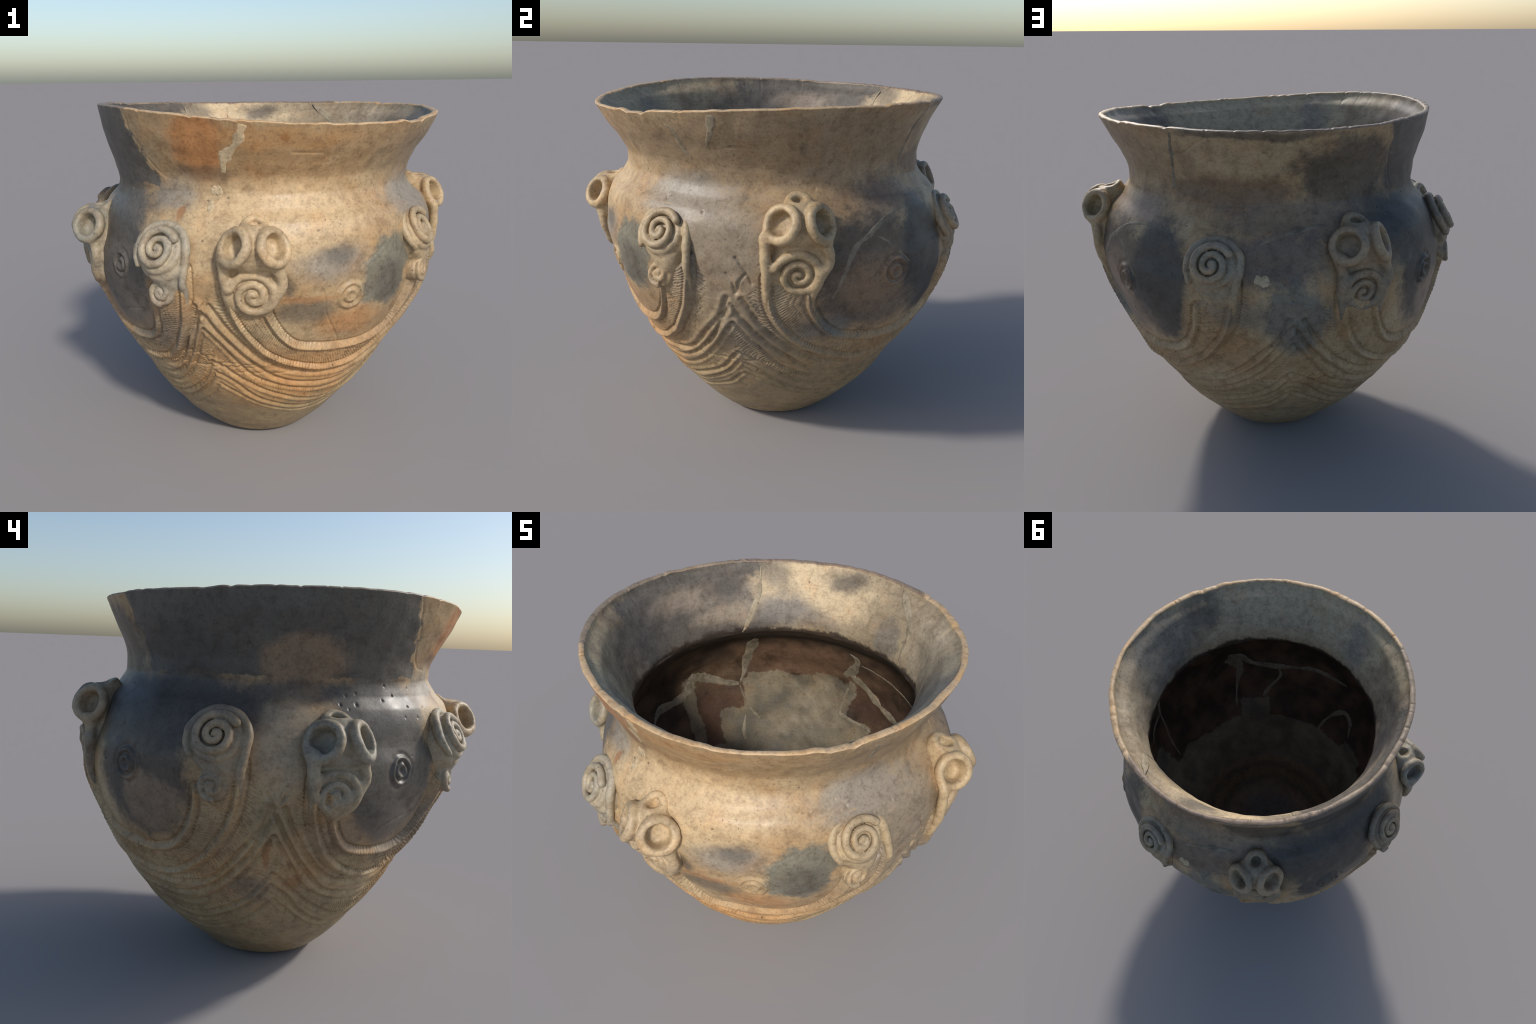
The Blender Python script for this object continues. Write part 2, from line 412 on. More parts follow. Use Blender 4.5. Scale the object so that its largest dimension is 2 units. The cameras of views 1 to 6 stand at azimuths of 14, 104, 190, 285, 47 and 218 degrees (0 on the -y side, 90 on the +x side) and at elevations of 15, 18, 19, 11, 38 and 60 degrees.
INNER_PATCHES = [
    (15, 1.58, 40, .20, .35, (.40, .33, .215), .9, .5, 1, 0),
    (262, 1.60, 38, .22, .25, (.105, .093, .080), .95, .4, 1, 0), (262, 1.64, 30, .05, .9, (.29, .235, .18), .8, 1.2, 0, 0),  # pale patches here and at 245 deg: soft highlights painted on the grey
    (245, 1.52, 16, .05, .9, (.33, .27, .20), .8, 1.1, 0, 0), (246, 1.65, 9, .05, .8, DARK, .8, .9, 0, 0),
    (300, 1.58, 20, .16, .9, (.085, .08, .075), .8, .7, 0, 0),
    (205, 1.62, 26, .14, .4, (.55, .43, .27), .95, .6, 0, 0), (192, 1.70, 8, .04, .8, DARK, .75, 1., 0, 0),
    (218, 1.52, 12, .08, .9, (.16, .15, .14), .85, .9, 0, 0), (222, 1.68, 5, .06, .9, GREY, .6, .8, 0, 0),
    (200, 1.48, 9, .05, .9, (.18, .155, .13), .6, 1., 0, 0), (165, 1.51, 7, .10, .35, (.21, .185, .145), .85, .6, 0, 0),
    (140, 1.58, 14, .14, .6, (.44, .36, .25), .8, .6, 0, 0), (100, 1.58, 20, .17, .6, (.16, .15, .13), .85, .6, 0, 0),
    (70, 1.65, 8, .10, .7, DARK, .6, .7, 0, 0), (118, 1.65, 6, .07, .7, (.22, .18, .13), .6, .6, 0, 0),
    (350, 1.58, 7, .12, .9, (.20, .19, .17), .65, .8, 0, 0), (330, 1.62, 3, .08, .8, BROWN, .5, .8, 0, 0),
]

def field_coords(N, warp=.022):
    tc = N.add('ShaderNodeTexCoord').outputs['Object']
    n = N.noise(tc, 5.0, 4, .6, True)
    n = N.vm('SUBTRACT', n, (.5, .5, .5)); n = N.vm('MULTIPLY', n, (warp * 4,) * 3)
    p = N.vm('ADD', tc, n)
    sep = N.add('ShaderNodeSeparateXYZ'); N.put(sep.inputs[0], p)
    x, y, z = sep.outputs
    az = N.m('MULTIPLY', N.m('ARCTAN2', x, N.m('MULTIPLY', y, -1.0)), 180 / math.pi)
    return tc, az, z

def paint(N, base, patches, az, z, ragged):
    col = base
    for a, zz, ha, hz, soft, c, k, rag, box, shear in patches:
        d = N.m('WRAP', N.m('SUBTRACT', az, a), 180.0, -180.0)
        dz = N.m('SUBTRACT', z, zz)
        if shear: d = N.m('MULTIPLY_ADD', dz, shear, d)
        ex = N.m('MULTIPLY', d, 1 / ha); ez = N.m('MULTIPLY', dz, 1 / hz)
        if box: e = N.m('MAXIMUM', N.m('ABSOLUTE', ex), N.m('ABSOLUTE', ez))
        else: e = N.m('SQRT', N.m('ADD', N.m('MULTIPLY', ex, ex), N.m('MULTIPLY', ez, ez)))
        e = N.m('MULTIPLY_ADD', ragged, rag * 2.0, e)
        f = N.m('MULTIPLY', N.step(e, 1 + soft * .75, 1 - soft * .6), k)
        col = N.mix(f, col, c)
    return col

def finish(N, mat, tc, col, rough=.5, speck=1.0, streak=.25, grain=.0016, smoke=.0):
    """Shared fine grain: speckles, brushed streaks, mottling, bump."""
    t = mat.node_tree
    fine = N.noise(tc, 24, 8, .72); blot = N.noise(tc, 9, 8, .70)
    col = N.mix(N.m('MULTIPLY', N.step(fine, .46, .66), .50), col, N.mix(1.0, col, (.50, .45, .41), 'MULTIPLY'))
    col = N.mix(N.m('MULTIPLY', N.step(blot, .50, .68), .50), col, N.mix(1.0, col, (.52, .48, .45), 'MULTIPLY'))
    col = N.mix(N.m('MULTIPLY', N.step(blot, .47, .30), .35), col, N.mix(1.0, col, (1.28, 1.24, 1.17), 'MULTIPLY'))
    col = N.mix(N.m('MULTIPLY', N.step(fine, .47, .30), .30), col, N.mix(1.0, col, (1.35, 1.28, 1.18), 'MULTIPLY'))
    grit = N.noise(tc, 85, 4, .6)
    col = N.mix(N.m('MULTIPLY', N.step(grit, .52, .68), .42), col, N.mix(1.0, col, (.48, .43, .39), 'MULTIPLY'))
    col = N.mix(N.m('MULTIPLY', N.step(grit, .46, .30), .30), col, N.mix(1.0, col, (1.4, 1.32, 1.22), 'MULTIPLY'))
    st = N.noise(N.scale(tc, (5, 5, 42)), 2.2, 5, .6)
    col = N.mix(N.m('MULTIPLY', N.step(st, .5, .72), streak), col, N.mix(1.0, col, (.62, .58, .55), 'MULTIPLY'))
    warm = N.noise(tc, 7.5, 5, .6)
    col = N.mix(N.m('MULTIPLY', N.step(warm, .52, .70), .28), col, N.mix(1.0, col, (1.12, .84, .62), 'MULTIPLY'))
    # burnt-out temper: small dark flecks, denser in places
    v = N.add('ShaderNodeTexVoronoi', feature='F1'); v.inputs['Scale'].default_value = 46
    N.put(v.inputs['Vector'], N.vm('ADD', tc, N.vm('MULTIPLY', N.noise(tc, 60, 2, .5, True), (.012, .012, .012))))
    sepc = N.add('ShaderNodeSeparateColor'); N.put(sepc.inputs[0], v.outputs['Color'])
    size = N.m('MULTIPLY', N.m('POWER', sepc.outputs[0], 5.0), .34)
    fleck = N.m('SUBTRACT', 1.0, N.step(v.outputs['Distance'], N.m('MULTIPLY', size, .5), size))
    fleck = N.m('MULTIPLY', fleck, N.step(N.noise(tc, 3.2, 3), .40, .62))
    col = N.mix(N.m('MULTIPLY', fleck, .72 * speck), col, (.07, .05, .04))
    b = t.nodes['Principled BSDF']
    N.put(b.inputs['Base Color'], col)
    r = N.m('MULTIPLY_ADD', N.noise(tc, 14, 4), .22, rough - .11)
    N.put(b.inputs['Roughness'], r)
    b.inputs['Specular IOR Level'].default_value = .38
    bm = N.add('ShaderNodeBump'); bm.inputs['Strength'].default_value = .55; bm.inputs['Distance'].default_value = grain
    hgt = N.m('ADD', N.noise(tc, 55, 5, .6), N.m('MULTIPLY', st, .5))
    hgt = N.m('SUBTRACT', hgt, N.m('MULTIPLY', fleck, .6))
    N.put(bm.inputs['Height'], hgt); N.put(b.inputs['Normal'], bm.outputs[0])

def new_mat(name):
    m = bpy.data.materials.new(name); m.use_nodes = True
    return m, Nodes(m.node_tree)

def make_outer():
    m, N = new_mat('fired_clay_outer')
    tc, az, z = field_coords(N)
    rg = N.m('SUBTRACT', N.noise(tc, 11, 9, .74), .5)
    base = N.mix(N.step(N.noise(tc, 3.2, 4), .38, .62), TAN, SAND)
    finish(N, m, tc, paint(N, base, OUTER_PATCHES, az, z, rg), rough=.44)
    return m

def make_neck_inner():
    m, N = new_mat('fired_clay_inner_neck')
    tc, az, z = field_coords(N)
    rg = N.m('SUBTRACT', N.noise(tc, 11, 9, .74), .5)
    base = N.mix(N.step(N.noise(tc, 3.2, 4), .38, .62), (.31, .245, .16), (.40, .32, .205))
    col = paint(N, base, INNER_PATCHES, az, z, rg)
    # dark lower margin with a ragged edge
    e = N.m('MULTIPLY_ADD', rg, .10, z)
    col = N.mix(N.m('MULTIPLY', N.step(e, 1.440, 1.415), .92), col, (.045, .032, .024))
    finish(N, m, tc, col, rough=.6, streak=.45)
    return m

def make_rim():
    m, N = new_mat('worn_clay_lip')
    tc, az, z = field_coords(N)
    rg = N.m('SUBTRACT', N.noise(tc, 11, 9, .74), .5)
    base = N.mix(N.step(N.noise(tc, 9, 4), .35, .65), (.47, .315, .165), (.55, .40, .24))
    P = [(282, 1.74, 48, .2, .10, (.22, .175, .13), .9, .5, 1, 0), (200, 1.74, 42, .2, .25, (.17, .13, .105), .8, 1.0, 1, 0),
         (262, 1.74, 14, .2, .5, (.34, .26, .18), .6, .8, 1, 0)]
    finish(N, m, tc, paint(N, base, P, az, z, rg), rough=.5, speck=.7)
    return m

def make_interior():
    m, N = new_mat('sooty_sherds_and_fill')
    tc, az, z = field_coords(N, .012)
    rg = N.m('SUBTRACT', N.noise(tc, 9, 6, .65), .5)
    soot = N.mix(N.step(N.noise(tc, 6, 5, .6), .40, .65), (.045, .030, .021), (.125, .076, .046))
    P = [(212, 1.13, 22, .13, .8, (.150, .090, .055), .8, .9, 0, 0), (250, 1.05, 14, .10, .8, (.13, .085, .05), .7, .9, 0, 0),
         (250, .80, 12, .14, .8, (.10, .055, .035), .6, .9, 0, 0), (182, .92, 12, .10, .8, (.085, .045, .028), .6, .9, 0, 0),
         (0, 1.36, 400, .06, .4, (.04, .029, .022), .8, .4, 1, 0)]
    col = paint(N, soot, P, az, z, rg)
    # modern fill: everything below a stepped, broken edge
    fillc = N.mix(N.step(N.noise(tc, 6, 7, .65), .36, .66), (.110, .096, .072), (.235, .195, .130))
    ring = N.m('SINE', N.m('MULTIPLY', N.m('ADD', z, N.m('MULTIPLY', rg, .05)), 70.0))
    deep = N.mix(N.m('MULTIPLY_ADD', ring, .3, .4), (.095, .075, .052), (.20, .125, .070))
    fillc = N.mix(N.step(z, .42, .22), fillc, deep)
    edges = [(0, .60, 400), (212, 1.02, 23), (186, .80, 9), (226, .98, 12), (70, .60, 10), (48, .72, 9), (200, 1.04, 6),
             (243, .80, 6), (333, .66, 10), (150, 1.12, 6), (262, 1.09, 3), (120, .78, 9)]
    f = None
    for a, top, ha in edges:
        d = N.m('ABSOLUTE', N.m('WRAP', N.m('SUBTRACT', az, a), 180.0, -180.0))
        e = N.m('MULTIPLY', N.step(N.m('MULTIPLY_ADD', rg, 8.0, d), ha + .5, ha - .5),
                N.step(N.m('MULTIPLY_ADD', rg, .10, z), top + .006, top - .006))
        f = e if f is None else N.m('MAXIMUM', f, e)
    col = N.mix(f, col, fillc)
    v = N.noise(tc, 90, 2, .5)
    salt = N.m('MULTIPLY', N.step(v, .70, .78), N.step(N.noise(tc, 7, 3), .54, .64))
    col = N.mix(N.m('MULTIPLY', salt, .7), col, (.45, .42, .36))
    finish(N, m, tc, col, rough=.55, speck=.3, streak=.35)
    return m

def make_applied(name, tint, cool, low=(.33, .245, .145)):
    """Clay of the applied lugs and bosses: paler, with smoky places."""
    m, N = new_mat(name)
    tc, az, z = field_coords(N)
    rg = N.m('SUBTRACT', N.noise(tc, 11, 6, .65), .5)
    base = N.mix(N.step(N.noise(tc, 8, 4), .36, .64), tint, tuple(v * .84 for v in tint))
    base = N.mix(N.m('MULTIPLY', N.step(N.noise(tc, 5.5, 4), .42, .62), .8), base, cool)
    f = N.step(N.m('MULTIPLY_ADD', rg, .16, z), 1.02, .90)
    base = N.mix(N.m('MULTIPLY', f, .85), base, low)
    finish(N, m, tc, base, rough=.5, speck=.9, streak=.08)
    return m

def make_plaster(name, c):
    m, N = new_mat(name)
    tc, az, z = field_coords(N)
    base = N.mix(N.step(N.noise(tc, 12, 4), .35, .65), c, tuple(v * .74 for v in c))
    finish(N, m, tc, base, rough=.62, speck=.25, streak=.1)
    return m

M_OUT, M_NECK_IN, M_RIM, M_IN = make_outer(), make_neck_inner(), make_rim(), make_interior()

# ----------------------------------------------------------------------------
# assemble the wall as one grid, then split it by region
# ----------------------------------------------------------------------------
root = bpy.data.objects.new('clay_vessel', None)
bpy.context.scene.collection.objects.link(root)
root['label'] = 'ancient mottled clay jar with spiral bosses, cup lugs and incised garlands'
root['category'] = 'clay pot'

def link(ob, parent=root):
    bpy.context.scene.collection.objects.link(ob); ob.parent = parent
    return ob

rows, part = [], []                      # rows of (NA,3) points; region name of the strip above each row
azr = np.radians(AZ)
def ring(r, z):
    return np.stack([r * np.sin(azr), -r * np.cos(azr), np.broadcast_to(z, r.shape)], -1)

# underside of the foot
for f in (.04, .15, .3, .45, .6, .75, .88):
    rows.append(ring(RB[0] * f, .004 * f ** 6 + 0 * AZ)); part.append('vessel_body')
# outer body
drdz = (radius(AZ[None, :], ZB[:, None] + .004) - radius(AZ[None, :], ZB[:, None] - .004)) / .008
drdz[0] = drdz[2]; drdz[1] = drdz[2]
sc = 1 / np.sqrt(1 + drdz ** 2)
join = sstep(1.42, 1.39, ZB)[:, None]    # keep relief from tearing the neck joint
foot = sstep(.0, .05, ZB)[:, None]
RR = RB + relief * sc * foot; ZZ = ZB[:, None] - relief * drdz * sc * foot + .004 * (1 - sstep(0, .03, ZB))[:, None]
neck_lump_a, neck_lump_b = Lumps(.5), Lumps(.12)
for i in range(NB):
    rows.append(ring(RR[i], ZZ[i])); part.append('vessel_body')
base_relief = relief[-1] * 1.0
# neck, outer face
zn = np.linspace(Z_NECK, Z_RIM, 76)[1:]
CHIPS = [(63, 3.5, -.006), (66.5, 1.6, -.006), (60.5, .9, -.004), (87.5, 2.4, .004), (57, 2, .003), (300, 5, -.003), (12, 1.2, -.004), (31, 2, .003), (262, 1.5, -.003), (157, 1.2, -.006), (135, 2.5, -.004), (225, .8, -.003)]
CHIPS += [(rng.uniform(0, 360), rng.uniform(.3, 1.1), -rng.uniform(.0015, .0045)) for _ in range(34)]
edge = sum(h * bump_az(AZ, a, w) for a, w, h in CHIPS) + .0016 * Lumps(.30)(np.sin(np.radians(AZ)), np.cos(np.radians(AZ)), 0 * AZ) \
       + .0009 * Lumps(.07)(np.sin(np.radians(AZ)), np.cos(np.radians(AZ)), 0 * AZ)
NECK_CRACKS = [([(328.5, 1.75), (330.2, 1.70), (330.6, 1.66), (333.6, 1.60), (334.2, 1.56), (337.6, 1.505), (341, 1.475), (346, 1.465)], .0022, .006),
               ([(228.2, 1.75), (230.0, 1.69), (232.6, 1.615), (234.4, 1.56), (237.0, 1.492), (239, 1.44)], .0025, .005),
               ([(303.5, 1.60), (305.7, 1.495), (307.3, 1.43)], .0025, .007),
               ([(170.5, 1.75), (169.6, 1.71), (166.3, 1.69), (161.3, 1.644), (156.9, 1.627)], .005, .0045),
               ([(24, 1.615), (33, 1.613)], .004, .005), ([(89, 1.585), (95, 1.588)], .003, .005)]
def neck_crack_field(z):
    o = np.zeros(NA)
    for pts, dep, w in NECK_CRACKS:
        p = smooth_path(pts, 5)
        best = np.full(NA, 9.0)
        for (a0, z0), (a1, z1) in zip(p[:-1], p[1:]):
            if abs(z - .5 * (z0 + z1)) > .06 + abs(z1 - z0): continue
            kx = math.radians(1) * .8
            px = ((AZ - a0 + 180) % 360 - 180) * kx; sx = (a1 - a0) * kx; sy = z1 - z0
            t = np.clip((px * sx + (z - z0) * sy) / (sx * sx + sy * sy), 0, 1)
            best = np.minimum(best, np.hypot(px - t * sx, z - z0 - t * sy))
        o -= dep * np.exp(-(best / w) ** 2)
    return o
for z in zn:
    r = radius(AZ, z); k = (z - Z_NECK) / (Z_RIM - Z_NECK)
    x, y = r * np.sin(azr), -r * np.cos(azr)
    lump = base_relief * (1 - sstep(0, .25, k)) + .0022 * neck_lump_a(x, y, z) * sstep(0, .3, k) + .0011 * neck_lump_b(x, y, z)
    lump = lump + neck_crack_field(z)
    rows.append(ring(r + lump, true_z(AZ, np.full(NA, z)) + edge * sstep(.7, 1, k))); part.append('neck')
top_r, top_z = np.hypot(rows[-1][:, 0], rows[-1][:, 1]), rows[-1][:, 2]
# lip: rounded over, thickness wavers
thick = .031 + .004 * np.sin(azr * 5 + 1) + .003 * np.sin(azr * 13 + 2 * np.sin(azr * 3))
for t in np.linspace(0, 1, 14)[1:]:
    a = math.pi * t
    rows.append(ring(top_r - thick * .5 * (1 - math.cos(a)), top_z + (.008 * math.sin(a) - .001 * t))); part.append('rim')
# neck, inner face, and interior
Z_IN = 1.400
inner_z = np.linspace(Z_RIM, Z_IN, 70)[1:]
def wall_thickness(z):
    return pchip([0, .06, .2, .6, 1.0, 1.25, 1.33, 1.375, 1.405, 1.43, 1.50, 1.60, 1.69, 1.744], [.05, .05, .052, .058, .058, .060, .068, .080, .085, .085, .081, .075, .064, .031], np.asarray(z, float))
def throat(az, z):
    """The neck is pared thinner on one side."""
    return -.044 * bump_az(az, 141, 22) * np.exp(-((np.asarray(z, float) - 1.50) / .13) ** 2)
def lean(z):
    g = np.interp(z, ZB, np.gradient(_mr, ZB))
    return 1 + (np.sqrt(1 + g * g) - 1) * sstep(Z_IN, 1.05, np.asarray(z, float))
for z in inner_z:
    k = (z - Z_IN) / (Z_RIM - Z_IN)
    r = radius(AZ, z) - np.where(k > .9, thick * 1.0, 0) * 0 - (wall_thickness(z) * (1 - sstep(.8, 1, k)) + thick * sstep(.8, 1, k)) - throat(AZ, z)
    x, y = r * np.sin(azr), -r * np.cos(azr)
    r = r + .003 * neck_lump_a(x, y, z) + .0012 * neck_lump_b(x, y, z)
    rows.append(ring(r, true_z(AZ, np.full(NA, z)) - .001 * k + edge * sstep(.7, 1, k))); part.append('neck_inside')
zi = np.concatenate([np.linspace(Z_IN, 1.30, 30)[1:], np.linspace(1.30, .35, 100)[1:], np.linspace(.35, .14, 40)[1:]])
in_a, in_b = Lumps(.4), Lumps(.09)
for z in zi:
    r = radius(AZ, z) - wall_thickness(z) * lean(z) - throat(AZ, z)
    x, y = r * np.sin(azr), -r * np.cos(azr)
    r = r + .004 * in_a(x, y, z) + .0015 * in_b(x, y, z)
    rows.append(ring(r, z + 0 * AZ)); part.append('interior')
r_last = np.hypot(rows[-1][:, 0], rows[-1][:, 1])
for f in (.93, .86, .78, .7, .6, .5, .4, .3, .2, .1, .04):
    rows.append(ring(r_last * f, .060 + .080 * f ** 3 + 0 * AZ)); part.append('interior')

V = np.concatenate(rows + [np.array([[0, 0, 0.0], [0, 0, .06]])]).astype(np.float64)
V[:, 2] = np.maximum(V[:, 2], 0)
NR = len(rows); POLE_A, POLE_B = NR * NA, NR * NA + 1
j = np.arange(NA); jn = (j + 1) % NA
strips = {}
for i in range(NR - 1):
    q = np.stack([i * NA + j, i * NA + jn, (i + 1) * NA + jn, (i + 1) * NA + j], 1)
    strips.setdefault(part[i + 1], []).append(q)
fan_a = np.stack([np.full(NA, POLE_A), jn, j], 1)
fan_b = np.stack([np.full(NA, POLE_B), (NR - 1) * NA + j, (NR - 1) * NA + jn], 1)

def grid_normals():
    """Vertex normals of the whole wall, so region borders show no seam."""
    G = V[:NR * NA].reshape(NR, NA, 3)
    du = np.roll(G, -1, 1) - np.roll(G, 1, 1)
    dv = np.empty_like(G); dv[1:-1] = G[2:] - G[:-2]; dv[0] = G[1] - G[0]; dv[-1] = G[-1] - G[-2]
    n = np.cross(du, dv).reshape(-1, 3)
    n /= np.linalg.norm(n, axis=1, keepdims=True) + 1e-12
    return np.vstack([n, [[0, 0, -1], [0, 0, 1]]])
NORMALS = grid_normals()

def mesh_from(name, verts, polys, mat, normals=None):
    """polys: list of arrays of quads / tris."""
    me = bpy.data.meshes.new(name)
    loops = np.concatenate([p.ravel() for p in polys]); tot = np.concatenate([np.full(len(p), p.shape[1]) for p in polys])
    used, inv = np.unique(loops, return_inverse=True)
    me.vertices.add(len(used)); me.vertices.foreach_set('co', verts[used].astype(np.float32).ravel())
    me.loops.add(len(inv)); me.loops.foreach_set('vertex_index', inv.astype(np.int32))
    start = np.concatenate([[0], np.cumsum(tot)[:-1]]).astype(np.int32)
    me.polygons.add(len(tot)); me.polygons.foreach_set('loop_start', start)
    me.update(calc_edges=True); me.validate()
    me.polygons.foreach_set('use_smooth', np.ones(len(me.polygons), bool))
    me.materials.append(mat)
    if normals is not None:
        me.normals_split_custom_set_from_vertices([tuple(n) for n in normals[used]])
    me.update()
    return me

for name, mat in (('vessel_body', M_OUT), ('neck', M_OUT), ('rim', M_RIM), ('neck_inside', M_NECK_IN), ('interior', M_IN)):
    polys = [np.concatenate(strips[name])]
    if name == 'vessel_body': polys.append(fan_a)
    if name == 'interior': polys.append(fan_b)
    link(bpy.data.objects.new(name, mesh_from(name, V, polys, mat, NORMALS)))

# ----------------------------------------------------------------------------
# applied clay: modelled as blended distance fields, skinned with surface nets
# ----------------------------------------------------------------------------
def length(v): return np.sqrt((v * v).sum(-1))
def unit(v): v = np.asarray(v, float); return v / np.linalg.norm(v)

def d_tube(P, pts, rad):
    """Distance to a chain of cone-capsules."""
    pts = np.asarray(pts, np.float32); rad = np.broadcast_to(np.asarray(rad, np.float32), (len(pts),))
    best = np.full(P.shape[:-1], 9.0, np.float32)
    for a, b, ra, rb in zip(pts[:-1], pts[1:], rad[:-1], rad[1:]):
        ab = b - a; L2 = max(float(ab @ ab), 1e-10)
        lo, hi = np.minimum(a, b) - .06, np.maximum(a, b) + .06
        m = np.all((P > lo) & (P < hi), axis=-1) if len(pts) > 6 else np.ones(P.shape[:-1], bool)
        Q = P[m] - a
        t = np.clip((Q @ ab) / L2, 0, 1)
        d = length(Q - t[:, None] * ab) - (ra + (rb - ra) * t)
        best[m] = np.minimum(best[m], d)
    return best
def d_ball(P, c, r): 
    r = np.broadcast_to(np.asarray(r, float), (3,)); q = (P - np.asarray(c, np.float32)) / r.astype(np.float32)
    k = length(q); return (k - 1) * float(r.min())
def d_drum(P, c, axis, rad, back, rnd):
    """Rounded cylinder whose front face is at c, reaching back along -axis."""
    Q = P - np.asarray(c, np.float32); h = Q @ unit(axis).astype(np.float32)
    rr = np.sqrt(np.maximum((Q * Q).sum(-1) - h * h, 0))
    dx = rr - (rad - rnd); dy = np.maximum(h + rnd, -back - h)
    return np.minimum(np.maximum(dx, dy), 0) + np.hypot(np.maximum(dx, 0), np.maximum(dy, 0)) - rnd
def blend(a, b, k):
    h = np.clip(.5 + .5 * (b - a) / k, 0, 1)
    return b + (a - b) * h - k * h * (1 - h)
def carve(a, b, k):
    return -blend(-a, b, k)

def surface_nets(F, origin, h):
    """Skin the zero level of a sampled field."""
    nx, ny, nz = F.shape
    neg = F < 0
    corners = [(i, j_, k) for i in (0, 1) for j_ in (0, 1) for k in (0, 1)]
    cnt = sum(neg[i:nx - 1 + i, j_:ny - 1 + j_, k:nz - 1 + k].astype(np.int8) for i, j_, k in corners)
    act = (cnt > 0) & (cnt < 8)
    idx = -np.ones(act.shape, np.int64); cells = np.argwhere(act); idx[act] = np.arange(len(cells))
    acc = np.zeros((len(cells), 3)); num = np.zeros(len(cells))
    for a in corners:
        for ax in range(3):
            if a[ax]: continue
            b = list(a); b[ax] = 1
            fa = F[cells[:, 0] + a[0], cells[:, 1] + a[1], cells[:, 2] + a[2]]
            fb = F[cells[:, 0] + b[0], cells[:, 1] + b[1], cells[:, 2] + b[2]]
            s = (fa < 0) != (fb < 0)
            t = np.where(s, fa / np.where(s, fa - fb, 1), 0)
            p = np.array(a, float)[None].repeat(len(cells), 0); p[:, ax] = t
            acc[s] += p[s]; num[s] += 1
    verts = (cells + acc / num[:, None]) * h + origin
    quads = []
    for ax in range(3):
        u, v = (ax + 1) % 3, (ax + 2) % 3
        sl = [slice(None)] * 3; sl2 = [slice(None)] * 3
        sl[ax] = slice(0, -1); sl2[ax] = slice(1, None)
        cross = neg[tuple(sl)] != neg[tuple(sl2)]
        E_ = np.argwhere(cross)
        ok = (E_[:, u] > 0) & (E_[:, v] > 0) & (E_[:, u] < F.shape[u] - 1) & (E_[:, v] < F.shape[v] - 1)
        E_ = E_[ok]
        def cell(du, dv):
            c = E_.copy(); c[:, u] -= du; c[:, v] -= dv
            return idx[c[:, 0], c[:, 1], c[:, 2]]
        q = np.stack([cell(1, 1), cell(0, 1), cell(0, 0), cell(1, 0)], 1)
        flip = ~neg[E_[:, 0], E_[:, 1], E_[:, 2]]
        q[flip] = q[flip][:, ::-1]
        quads.append(q[(q >= 0).all(1)])
    return verts, np.concatenate(quads)

class Local:
    """Frame standing on the wall: t along the rim, n outward, u up."""
    def __init__(self, az):
        a = math.radians(az); self.az = az
        self.B = np.array([[math.cos(a), math.sin(a), 0], [math.sin(a), -math.cos(a), 0], [0, 0, 1.0]])
    def on(self, az, z, off):
        return wall(az, z, off) @ self.B.T
    def r(self, z): return float(radius(self.az, z))

def spiral(centre, ex, ey, r0, r1, turns, start, hand, n=90, squash=1.0):
    t = np.linspace(0, 1, n); a = start + hand * turns * TAU * t; r = r0 + (r1 - r0) * t
    return np.asarray(centre) + np.outer(r * np.cos(a), ex) + np.outer(r * np.sin(a) * squash, ey)

H = .0047
def skin(name, frame, lo, hi, field, mat):
    lo, hi = np.array(lo), np.array(hi); n = ((hi - lo) / H).astype(int) + 1
    g = np.meshgrid(*[lo[i] + H * np.arange(n[i]) for i in range(3)], indexing='ij')
    P = np.stack(g, -1).astype(np.float32)
    W = P @ frame.B.astype(np.float32)
    F = field(P) + (.0016 * hand_lump(W[..., 0], W[..., 1], W[..., 2]) + .0007 * hand_fine(W[..., 0], W[..., 1], W[..., 2])).astype(np.float32)
    # drop what is buried deep in the wall
    azp = np.degrees(np.arctan2(W[..., 0], -W[..., 1])); rw = np.hypot(W[..., 0], W[..., 1])
    rb = radius(azp, W[..., 2]).astype(np.float32)
    F = np.maximum(F, (rb - .032) - rw)
    v, q = surface_nets(F, lo, H)
    for _ in range(1):                       # one light relax
        s = np.zeros_like(v); c = np.zeros(len(v))
        for k in range(4):
            np.add.at(s, q[:, k], v[q[:, (k + 1) % 4]]); np.add.at(s, q[:, (k + 1) % 4], v[q[:, k]])
            np.add.at(c, q[:, k], 1); np.add.at(c, q[:, (k + 1) % 4], 1)
        v = .6 * v + .4 * s / np.maximum(c, 1)[:, None]
    return link(bpy.data.objects.new(name, mesh_from(name, v @ frame.B, [q], mat)))
hand_lump, hand_fine = Lumps(.12), Lumps(.04)

